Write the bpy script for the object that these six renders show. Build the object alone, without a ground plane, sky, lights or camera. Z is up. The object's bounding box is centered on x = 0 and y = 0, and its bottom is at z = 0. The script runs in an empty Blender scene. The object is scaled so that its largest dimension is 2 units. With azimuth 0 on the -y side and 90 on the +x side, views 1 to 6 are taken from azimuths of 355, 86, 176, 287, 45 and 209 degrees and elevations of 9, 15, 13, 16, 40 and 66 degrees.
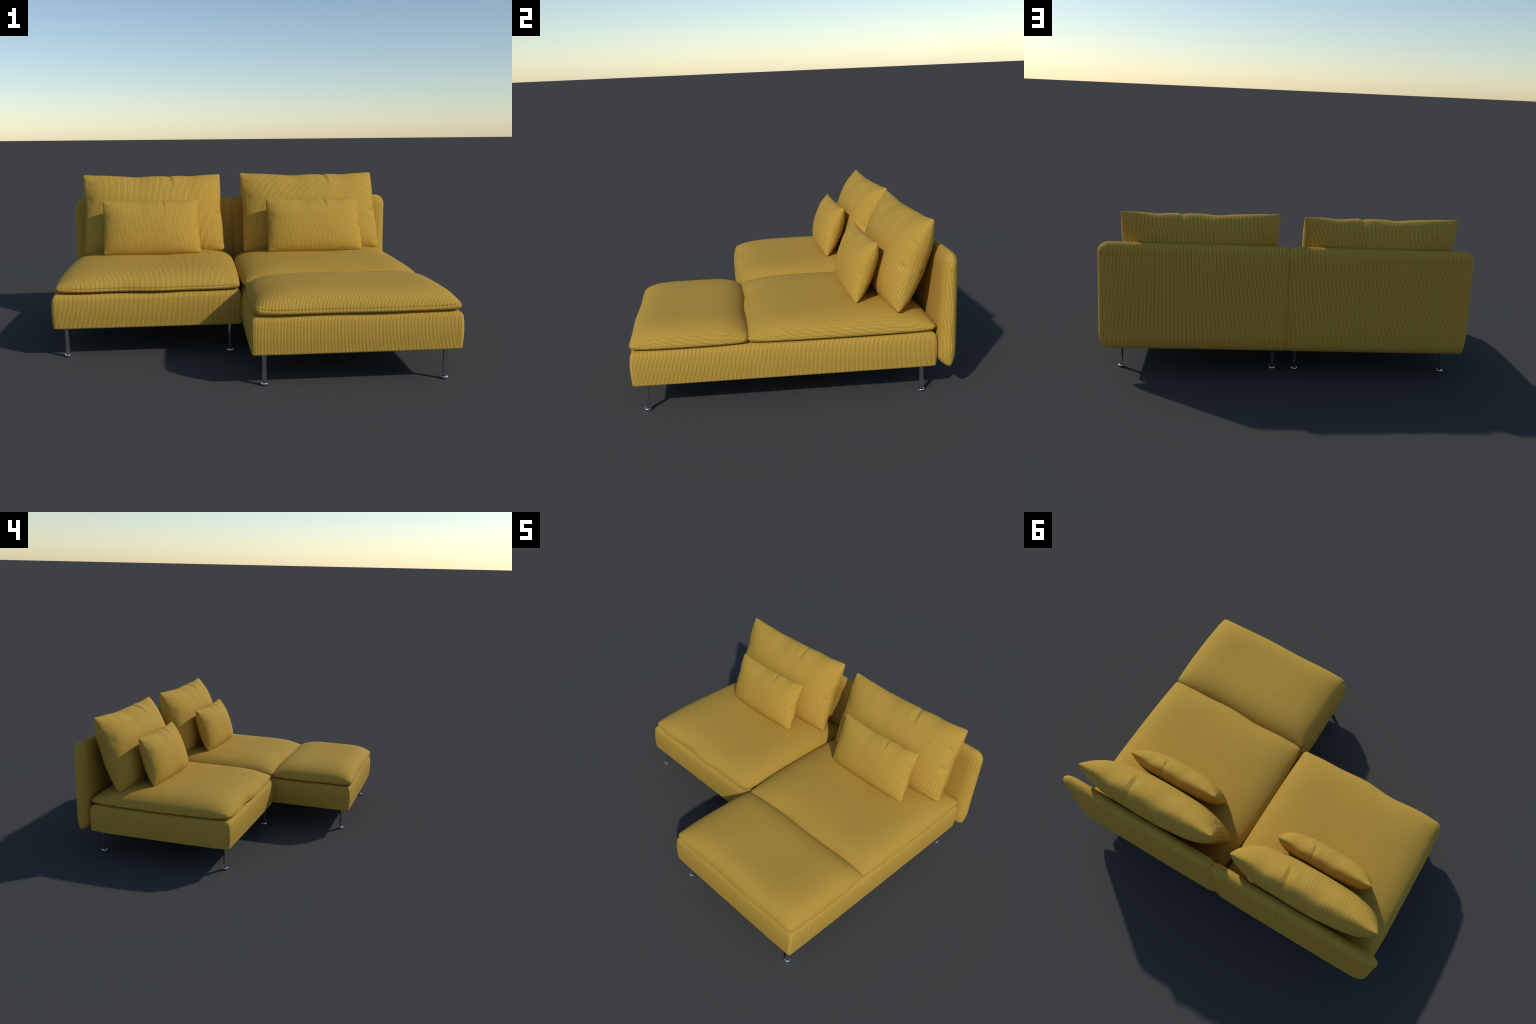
"""Two-section upholstered sofa with a chaise: corduroy covers, loose cushions, chrome legs."""
import bpy
import math
import numpy as np
from mathutils import noise, Vector

SECTION = 0.967            # distance between the two sections along x
CX = 0.4815                # centre line of the chaise section

# ------------------------------------------------------------------ materials


def nodes_of(name):
    m = bpy.data.materials.new(name)
    m.use_nodes = True
    nt = m.node_tree
    nt.nodes.clear()
    out = nt.nodes.new("ShaderNodeOutputMaterial")
    b = nt.nodes.new("ShaderNodeBsdfPrincipled")
    nt.links.new(b.outputs[0], out.inputs[0])
    return m, nt, b


def corduroy(name, wale):
    """Ribbed cotton; `wale` is the width of one rib in metres."""
    m, nt, b = nodes_of(name)
    L, N = nt.links.new, nt.nodes.new

    def math_(op, a, c=None, clamp=False):
        n = N("ShaderNodeMath")
        n.operation = op
        n.use_clamp = clamp
        for i, v in enumerate((a, c)):
            if v is None:
                continue
            if isinstance(v, (int, float)):
                n.inputs[i].default_value = v
            else:
                L(v, n.inputs[i])
        return n.outputs[0]

    def smooth(v, lo, hi, to0=0.0, to1=1.0):
        n = N("ShaderNodeMapRange")
        n.interpolation_type = "SMOOTHSTEP"
        L(v, n.inputs["Value"])
        for k, x in (("From Min", lo), ("From Max", hi), ("To Min", to0), ("To Max", to1)):
            n.inputs[k].default_value = x
        return n.outputs[0]

    def mix(fac, a, c, mode="MIX"):
        n = N("ShaderNodeMix")
        n.data_type = "RGBA"
        n.blend_type = mode
        for sock, v in ((n.inputs[0], fac), (n.inputs[6], a), (n.inputs[7], c)):
            if isinstance(v, (tuple, float)):
                sock.default_value = v if isinstance(v, float) else (*v, 1)
            else:
                L(v, sock)
        return n.outputs[2]

    co = N("ShaderNodeTexCoord").outputs["Object"]
    cord = N("ShaderNodeAttribute")
    cord.attribute_name = "across_cords"
    cord = cord.outputs["Fac"]

    def noise_(scale, detail=2.0):
        n = N("ShaderNodeTexNoise")
        L(co, n.inputs["Vector"])
        n.inputs["Scale"].default_value = scale
        n.inputs["Detail"].default_value = detail
        return n.outputs["Fac"]

    waver = noise_(16.0, 1.0)
    grain = noise_(430.0, 2.0)
    phase = math_("ADD", math_("DIVIDE", cord, wale), math_("MULTIPLY", waver, 0.16))
    t = math_("FRACT", phase)
    ridge = math_("ABSOLUTE", math_("SUBTRACT", math_("MULTIPLY", t, 2.0), 1.0))   # 1 in the groove, 0 on the crest
    groove = smooth(ridge, 0.35, 1.0)
    third = math_("FRACT", math_("DIVIDE", math_("ADD", phase, 0.5), 3.0))
    third = math_("LESS_THAN", third, 0.3334)
    per_rib = N("ShaderNodeTexWhiteNoise")
    per_rib.noise_dimensions = "1D"
    L(math_("FLOOR", phase), per_rib.inputs["W"])
    rib_tone = smooth(per_rib.outputs["Value"], 0.0, 1.0)

    crest = mix(rib_tone, CREST_A, CREST_B)
    crest = mix(smooth(grain, 0.3, 0.75, 0.0, 0.35), crest, CREST_DARK)
    valley = mix(third, VALLEY, VALLEY_RED)
    col = mix(groove, crest, valley)
    L(col, b.inputs["Base Color"])
    b.inputs["Roughness"].default_value = 0.85
    b.inputs["Specular IOR Level"].default_value = SPEC
    b.inputs["Sheen Weight"].default_value = SHEEN
    b.inputs["Sheen Roughness"].default_value = 0.5
    height = math_("ADD", math_("SUBTRACT", 1.0, math_("POWER", ridge, 2.5)), math_("MULTIPLY", grain, 0.25))
    bump = N("ShaderNodeBump")
    bump.inputs["Strength"].default_value = 0.55
    bump.inputs["Distance"].default_value = wale * 0.22
    L(height, bump.inputs["Height"])
    L(bump.outputs[0], b.inputs["Normal"])
    return m


CREST_A = (0.655, 0.400, 0.065)
CREST_B = (0.622, 0.404, 0.057)
CREST_DARK = (0.51, 0.315, 0.053)
VALLEY = (0.300, 0.174, 0.034)
VALLEY_RED = (0.225, 0.094, 0.030)
SPEC, SHEEN = 0.12, 0.0


def chrome(name):
    m, nt, b = nodes_of(name)
    b.inputs["Base Color"].default_value = (0.86, 0.87, 0.89, 1)
    b.inputs["Metallic"].default_value = 1.0
    n = nt.nodes.new("ShaderNodeTexNoise")
    n.inputs["Scale"].default_value = 40
    tc = nt.nodes.new("ShaderNodeTexCoord")
    nt.links.new(tc.outputs["Object"], n.inputs["Vector"])
    r = nt.nodes.new("ShaderNodeMapRange")
    r.inputs["To Min"].default_value, r.inputs["To Max"].default_value = 0.05, 0.09
    nt.links.new(n.outputs["Fac"], r.inputs["Value"])
    nt.links.new(r.outputs[0], b.inputs["Roughness"])
    return m


MAT_FRAME = corduroy("corduroy_base", 0.00635)
MAT_SEAT = corduroy("corduroy_seat", 0.0063)
MAT_BACK = corduroy("corduroy_backrest", 0.0071)
MAT_PILLOW = corduroy("corduroy_back_cushion", 0.0072)
MAT_SMALL = corduroy("corduroy_lumbar_cushion", 0.0049)
MAT_CHROME = chrome("polished_chrome")

# ------------------------------------------------------------------ helpers


def mesh_from(name, verts, faces, mat, cord=None):
    me = bpy.data.meshes.new(name)
    me.from_pydata([tuple(v) for v in verts], [], faces)
    me.polygons.foreach_set("use_smooth", [True] * len(me.polygons))
    if cord is not None:
        a = me.attributes.new("across_cords", "FLOAT", "POINT")
        a.data.foreach_set("value", np.asarray(cord, dtype=np.float32))
    me.materials.append(mat)
    me.update()
    return me


def put(name, me, parent, loc=(0, 0, 0)):
    o = bpy.data.objects.new(name, me)
    o.location = loc
    bpy.context.scene.collection.objects.link(o)
    o.parent = parent
    return o


def rim_spaced(n, ease=0.75):
    """n+1 values from -1 to 1, closer together near both ends."""
    t = np.linspace(-1, 1, n + 1)
    return (1 - ease) * t + ease * np.sin(t * math.pi / 2)


def bump_at(u, v, u0, v0, su, sv):
    return np.exp(-((u - u0) / su) ** 2 - ((v - v0) / sv) ** 2)


def field(u, v, scale, seed):
    """Smooth noise over the grid, about -1..1."""
    out = np.empty_like(u)
    it = np.nditer([u, v], flags=["multi_index"])
    for a, c in it:
        out[it.multi_index] = noise.noise(Vector((float(a) * scale, float(c) * scale, seed)))
    return out


def two_sided(name, front, back, mat):
    """Close two grids (n, m, 3) that share their border into one mesh; cords run along axis 1."""
    nv, nu = front.shape[:2]

    def arc(g):
        step = np.linalg.norm(np.diff(g, axis=1), axis=2)
        s = np.concatenate([np.zeros((nv, 1)), np.cumsum(step, axis=1)], axis=1)
        return s - s[:, nu // 2][:, None]

    sf, sb = arc(front), arc(back)
    left = sf[:, :1] / np.minimum(sb[:, :1], -1e-6)
    right = sf[:, -1:] / np.maximum(sb[:, -1:], 1e-6)
    sb = np.where(sb < 0, sb * left, sb * right)
    idx = np.arange(nu * nv).reshape(nv, nu)
    bidx = idx.copy()
    bidx[1:-1, 1:-1] = nu * nv + np.arange((nu - 2) * (nv - 2)).reshape(nv - 2, nu - 2)
    verts = np.concatenate([front.reshape(-1, 3), back[1:-1, 1:-1].reshape(-1, 3)])
    cord = np.concatenate([sf.ravel(), sb[1:-1, 1:-1].ravel()])
    faces = []
    for j in range(nv - 1):
        for i in range(nu - 1):
            faces.append((idx[j, i], idx[j, i + 1], idx[j + 1, i + 1], idx[j + 1, i]))
            faces.append((bidx[j, i], bidx[j + 1, i], bidx[j + 1, i + 1], bidx[j, i + 1]))
    faces = [tuple(int(k) for k in f) for f in faces]
    return mesh_from(name, verts, faces, mat, cord)


def round_corners(a, b, ha, hb, r_fn):
    """Pull a rectangle's corners in to a radius; a, b are plane coordinates about the centre."""
    sa, sb = np.sign(a), np.sign(b)
    r = r_fn(sa, sb)
    da = np.clip((np.abs(a) - (ha - r)) / r, 0, 1)
    db = np.clip((np.abs(b) - (hb - r)) / r, 0, 1)
    na, nb = da * np.sqrt(1 - db ** 2 / 2), db * np.sqrt(1 - da ** 2 / 2)
    a2 = np.where(da > 0, sa * ((ha - r) + na * r), a)
    b2 = np.where(db > 0, sb * ((hb - r) + nb * r), b)
    return a2, b2


# ------------------------------------------------------------------ seat cushions


def seat_mesh(name, half_w, y0, y1, rise, seed, front_wave, back_wave, bow_left=0.024, lean=0.0):
    """Boxy seat pad: domed top, seam round the rim, flat underside. x is local to the section's centre."""
    zs0 = 0.3470                   # widest line of the rim; the seam runs just above it
    u1, v1 = rim_spaced(170, 0.98), rim_spaced(170 if y1 - y0 > 0.7 else 130, 0.98)
    u, v = np.meshgrid(u1, v1)
    cy, hy = (y0 + y1) / 2, (y1 - y0) / 2
    x, y = round_corners(u * half_w, v * hy, half_w, hy, lambda sa, sb: np.full_like(sa, 0.022))
    side = 1 - np.abs(v) ** 2.5
    x = x + np.sign(u) * np.abs(u) ** 6 * np.where(u < 0, bow_left, 0.012) * side
    lip = np.where(v < 0, front_wave(u), back_wave(u)) * (1 - u ** 8)
    y = y + np.sign(v) * np.abs(v) ** 6 * lip
    dome = (1 - np.abs(u) ** 5.4) ** 0.50 * (1 - np.abs(v) ** 4.6) ** 0.50
    dome = dome * (1 - 0.05 * (1 - u ** 2) * (1 - v ** 2))
    lumps = field(u * half_w, v * hy, 3.2, seed) * 0.004 + field(u * half_w, v * hy, 8.0, seed + 5) * 0.0012
    inside = (1 - u ** 4) * (1 - v ** 4)
    zs = zs0 + 0.013 * np.abs(u) ** 9 * np.abs(v) ** 9          # corners turn up
    top = zs + rise * dome + lumps * inside + lean * v * inside
    flat = (1 - np.abs(u) ** 36) ** 0.5 * (1 - np.abs(v) ** 36) ** 0.5
    bot = zs - (zs - 0.333) * flat
    # the seam: a fine groove drawn inwards a little above the rim
    h = rise * dome
    notch = np.exp(-((h - 0.0075) / 0.0022) ** 2) * 0.004 * np.clip((np.abs(v) - 0.9) / 0.08, 0, 1)
    du, dv = 1 - np.abs(u), 1 - np.abs(v)
    xf = x - np.sign(u) * notch * (du < 0.02)
    yf = y - np.sign(v) * notch * (dv < 0.02)
    front = np.stack([xf, yf + cy, top], -1)
    back = np.stack([x, y + cy, bot], -1)
    return two_sided(name, front, back, MAT_SEAT)


def wave(amp, *terms):
    def f(u):
        out = np.full_like(u, amp)
        for a, k, p in terms:
            out = out + a * np.sin(k * u + p)
        return out
    return f


# ------------------------------------------------------------------ pillows


def pillow_mesh(name, tl, tr, bl, br, thick, mat):
    """Loose feather cushion hung between its four corner tips, with pinched seams and folds."""
    tl, tr, bl, br = (np.array(c) for c in (tl, tr, bl, br))
    u, v = np.meshgrid(rim_spaced(150), rim_spaced(120))
    width, height = np.linalg.norm(tr - tl), np.linalg.norm(tl - bl)
    pu, pv = round_corners(u * width / 2, v * height / 2, width / 2, height / 2, lambda sa, sb: np.full_like(sa, 0.036 * height))
    a, c = (pu / width + 0.5)[..., None], (pv / height + 0.5)[..., None]
    mid = (bl * (1 - a) + br * a) * (1 - c) + (tl * (1 - a) + tr * a) * c
    ex = (tr - tl) / width
    up = (tl + tr - bl - br) / 2
    up /= np.linalg.norm(up)
    n = np.cross(ex, up)          # towards the front (-y)
    n /= np.linalg.norm(n)
    # edges: the top sags between its corners, the sides are drawn in
    top_w, bot_w = ((1 + v) / 2) ** 3, ((1 - v) / 2) ** 3
    sag = -0.036 * height * (1 - u ** 2) ** 0.8 + 0.005 * height * np.sin(7.5 * u + 0.6) * (1 - u ** 2)
    sag = sag - 0.006 * height * bump_at(u, 0, 0.24, 0, 0.04, 1) + 0.008 * height * bump_at(u, 0, 0.42, 0, 0.12, 1)
    belly = -0.030 * height * (1 - u ** 2) ** 0.9
    draw = np.where(u < 0, 0.011, 0.008) * width * (1 - v ** 2) ** 0.9 + 0.004 * width * np.sin(6 * v + 1.0) * (1 - v ** 2)
    mid = mid + up * (top_w * sag + bot_w * belly)[..., None]
    mid = mid - ex * (np.sign(u) * np.abs(u) ** 3 * draw)[..., None]
    wiggle = 0.008 * height * (np.sin(9.0 * u + 0.4) + 0.7 * np.sin(17.0 * u + 2.0)) * (1 - u ** 4) * ((1 + v) / 2) ** 6
    mid = mid + n * wiggle[..., None]
    f = (1 - np.abs(u) ** 2.7) ** 0.42 * (1 - np.abs(v) ** 2.3) ** np.where(v > 0, 0.49 + 0.10 * np.clip(v * 2, 0, 1), 0.49)
    f = f * (1 - 0.02 * v)
    lumps = field(u, v, 1.6, 3.1) * 0.05 + field(u, v, 4.0, 8.2) * 0.018
    tex = lumps * f
    rim = (1 - u ** 10) * (1 - v ** 10)

    def folds(side):
        k = np.zeros_like(u)
        # gathers running down from the top seam
        for u0, w, dep in ((0.24, 0.022, 0.11), (0.30, 0.028, -0.08), (0.13, 0.03, -0.035), (0.05, 0.04, 0.02)):
            k -= dep * np.exp(-((u - u0 - 0.10 * (1 - v)) / w) ** 2) * np.exp(-((v - 0.97) / 0.22) ** 2)
        # dimples along both side seams
        for u0, v0, su, sv, dep in ((0.93, -0.10, 0.05, 0.06, 0.15), (0.93, 0.42, 0.045, 0.07, 0.11), (0.96, -0.86, 0.03, 0.07, 0.12),
                                    (-0.94, 0.30, 0.06, 0.12, 0.09), (-0.95, -0.45, 0.05, 0.10, 0.05), (-0.93, 0.70, 0.05, 0.07, 0.06),
                                    (-0.90, -0.88, 0.06, 0.06, 0.06), (0.55, -0.96, 0.12, 0.05, 0.03)):
            k -= dep * bump_at(u, v, u0, v0, su, sv)
        # a soft hollow below the dimple
        k -= 0.06 * bump_at(u, v, 0.84, -0.42, 0.16, 0.25)
        return k

    h = thick / 2
    edge = np.sqrt(np.clip(f, 0, 1))
    tf = h * (f + tex + folds(1) * edge) * np.where(rim > 0, 1, 0)
    tb = h * (f * (1 + 0.02 * v) + tex[:, ::-1] + folds(-1) * edge * 0.5)
    border = (np.abs(u) > 0.9999) | (np.abs(v) > 0.9999)
    tf = np.where(border, 0, np.maximum(tf, 0.0004))
    tb = np.where(border, 0, np.maximum(tb, 0.0004))
    # small stitched ears: tips keep some body
    front = mid + n * tf[..., None]
    back = mid - n * tb[..., None]
    off = np.array((CX, 0, 0))
    return two_sided(name, front - off, back - off, mat)


# ------------------------------------------------------------------ backrest


def backrest_mesh():
    hw, z0, z1, yc = 0.5115, 0.153, 0.7345, 0.7665
    u, v = np.meshgrid(rim_spaced(150, 0.9), rim_spaced(130, 0.9))
    hz = (z1 - z0) / 2
    x, z = round_corners(u * hw, v * hz, hw, hz, lambda sa, sb: np.where(sb > 0, 0.062, 0.020))
    zz = (z + hz) / (2 * hz)
    x = x - np.sign(x) * np.abs(u) ** 3 * 0.017 * np.clip(1 - zz / 0.17, 0, 1) ** 1.4
    x = x - np.sign(x) * np.abs(u) ** 3 * 0.003 * np.sin(zz * math.pi * 0.9)

    def roll(d, r):
        return np.sqrt(np.clip(1 - (1 - np.clip(d / r, 0, 1)) ** 2, 0, 1))

    du, dt, db = (1 - np.abs(u)) * hw, (1 - v) * hz, (1 + v) * hz
    puff = (1 - np.abs(u) ** 2.5) * (1 - np.abs(v) ** 2.5)
    lump = 0.0012 * field(u * hw, v * hz, 5.0, 21.0) * puff
    rear = roll(du, 0.072) * roll(dt, 0.05) * roll(db, 0.07) * 0.033 + 0.0105 * puff ** 0.45 + lump
    fore = roll(du, 0.075) * roll(dt, 0.09) * roll(db, 0.06) * (0.055 - 0.018 * np.clip((zz - 0.15) / 0.7, 0, 1)) + lump
    border = (np.abs(u) > 0.9999) | (np.abs(v) > 0.9999)
    rear, fore = np.where(border, 0, rear), np.where(border, 0, fore)
    front = np.stack([x, yc - fore, z + hz + z0], -1)
    back = np.stack([x, yc + rear, z + hz + z0], -1)
    me = two_sided("backrest", front, back, MAT_BACK)
    return me


# ------------------------------------------------------------------ base frame


def frame_mesh(name, half_w, y0, y1, bow_left=0.003):
    """Upholstered box rim: a rolled profile carried round a rounded rectangle."""
    hy, cy, r = (y1 - y0) / 2, (y0 + y1) / 2, 0.013
    # outline points with outward normals, clockwise from the front left corner
    pts, nor, turn = [], [], []        # turn: the corner signs on an arc, None on a straight run
    corners = [(1, -1), (1, 1), (-1, 1), (-1, -1)]
    for k, (sx, sy) in enumerate(corners):
        ox, oy = sx * (half_w - r), sy * (hy - r)
        a0 = -math.pi / 2 + k * math.pi / 2
        for i in range(9):
            a = a0 + i / 8 * math.pi / 2
            pts.append((ox + r * math.cos(a), oy + r * math.sin(a)))
            nor.append((math.cos(a), math.sin(a)))
            turn.append((sx, sy))
        nx, ny = corners[(k + 1) % 4]
        ex, ey = nx * (half_w - r), ny * (hy - r)
        a = a0 + math.pi / 2
        p0 = (ox + r * math.cos(a), oy + r * math.sin(a))
        p1 = (ex + r * math.cos(a), ey + r * math.sin(a))
        for i in range(1, 40):
            t = i / 40
            pts.append((p0[0] * (1 - t) + p1[0] * t, p0[1] * (1 - t) + p1[1] * t))
            nor.append((math.cos(a), math.sin(a)))
            turn.append(None)
    pts, nor = np.array(pts), np.array(nor)
    # profile: (outward offset, height, share of the corner radius kept)
    prof = [(-0.054, 0.160), (-0.030, 0.1545), (-0.012, 0.1525)]
    prof += [(-0.009 + 0.009 * math.sin(a), 0.1615 - 0.009 * math.cos(a)) for a in np.linspace(0.2, 1.5, 6)]
    prof += [(0.0050 * math.sin((z - 0.165) / 0.15 * math.pi), z) for z in np.linspace(0.168, 0.288, 12)]
    prof += [(-0.031 + 0.032 * math.cos(a), 0.294 + 0.0345 * math.sin(a)) for a in np.linspace(0.05, 1.45, 10)]
    prof += [(-0.038, 0.3290), (-0.046, 0.3315), (-0.052, 0.328), (-0.056, 0.30), (-0.056, 0.24), (-0.056, 0.165)]
    prof = np.array(prof)
    seg = np.linalg.norm(np.roll(pts, -1, 0) - pts, axis=1)
    s = np.concatenate([[0], np.cumsum(seg)])
    n, m = len(pts), len(prof)
    verts, cord = [], []
    for k in range(n + 1):           # the seam closes at a back corner, where one column is doubled
        p, q = pts[k % n], nor[k % n]
        t_side = max(abs(p[0]) / half_w if abs(q[1]) > 0.9 else abs(p[1]) / hy, 0) if max(abs(q)) > 0.99 else 1.0
        for o, z in prof:
            bow = (bow_left if q[0] < -0.9 else 0.003) * (1 - t_side ** 5)
            lift = 0.0015 if q[1] > -0.9 or y0 < -0.5 else 0.0015 - 0.0030 * math.exp(-((p[0] + 0.10) / 0.20) ** 2)     # the short section's front rail hangs a little
            zz = z + lift * max(0, (z - 0.30) / 0.03)
            k_turn = turn[k % n]
            if k_turn and o < -r:            # inside the corner radius the offset lines meet in a mitre
                verts.append((k_turn[0] * (half_w + o), k_turn[1] * (hy + o) + cy, zz))
            else:
                verts.append((p[0] + q[0] * (o + bow), p[1] + q[1] * (o + bow) + cy, zz))
            cord.append(s[k])
    faces = []
    for k in range(n):
        for i in range(m):
            a, b2 = k * m + i, k * m + (i + 1) % m
            faces.append((a, a + m, b2 + m, b2))
    return mesh_from(name, verts, faces, MAT_FRAME, cord)


# ------------------------------------------------------------------ legs


def lathe(name, prof, mat, n=40):
    verts, faces = [], []
    for r, z in prof:
        for i in range(n):
            a = 2 * math.pi * i / n
            verts.append((r * math.cos(a), r * math.sin(a), z))
    for j in range(len(prof) - 1):
        for i in range(n):
            k = (i + 1) % n
            faces.append((j * n + i, j * n + k, (j + 1) * n + k, (j + 1) * n + i))
    return mesh_from(name, verts, faces, mat)


# ------------------------------------------------------------------ assembly

sofa = bpy.data.objects.new("sectional_sofa", None)
sofa.empty_display_size = 0.2
bpy.context.scene.collection.objects.link(sofa)
sofa["label"] = "mustard yellow corduroy two-seat sofa with chaise and chrome legs"
sofa["category"] = "sofa"

FX = 0.4785
frame_long = frame_mesh("chaise_base", 0.4805, -0.7985, 0.7075)
frame_short = frame_mesh("seat_base", 0.4805, -0.2415, 0.7075, bow_left=0.014)
put("base_frame", frame_long, sofa, (FX, 0, 0))
put("base_frame", frame_short, sofa, (FX - SECTION, 0, 0))

rear_seat = seat_mesh("square_seat_pad", 0.4685, -0.2252, 0.7065, 0.095, 2.0,
                      wave(0.010, (0.006, 5.0, 0.4), (0.004, 9.0, 1.0)), wave(0.0))
foot_seat = seat_mesh("footrest_seat_pad", 0.4685, -0.799, -0.2262, 0.096, 9.0,
                      wave(0.006, (0.003, 6.0, 0.2)), wave(0.010, (-0.005, 5.0, 0.4)), bow_left=0.008)
put("seat_cushion", rear_seat, sofa, (CX, 0, 0))
put("seat_cushion", rear_seat, sofa, (CX - SECTION, 0, 0))
put("seat_cushion", foot_seat, sofa, (CX, 0, 0))

back = backrest_mesh()
for x in (0.4890, -0.4890):
    put("backrest", back, sofa, (x, 0, 0))

big = pillow_mesh("large_feather_cushion", (0.044, 0.676, 0.892), (0.889, 0.704, 0.885),
                  (0.054, 0.523, 0.414), (0.906, 0.528, 0.426), 0.232, MAT_PILLOW)
small = pillow_mesh("small_feather_cushion", (0.187, 0.441, 0.748), (0.743, 0.461, 0.747),
                    (0.190, 0.346, 0.437), (0.760, 0.344, 0.440), 0.151, MAT_SMALL)
for x in (CX, CX - SECTION):
    put("back_cushion", big, sofa, (x, 0, 0))
    put("lumbar_cushion", small, sofa, (x, 0, 0))

tube = lathe("leg_tube", [(0.0118, 0.006), (0.0114, 0.185)], MAT_CHROME)
cap = lathe("glide", [(0.0, 0.0), (0.0115, 0.0), (0.0152, 0.0009), (0.0171, 0.0036), (0.0175, 0.0068), (0.0168, 0.0098), (0.0148, 0.0120), (0.0120, 0.0129)], MAT_CHROME)
for sx, ys in ((0.0, (-0.740, 0.646)), (-SECTION, (-0.197, 0.646))):
    for x in (0.0585, 0.8985):
        for y in ys:
            leg = put("leg", tube, sofa, (x + sx, y, 0))
            put("foot_glide", cap, leg)
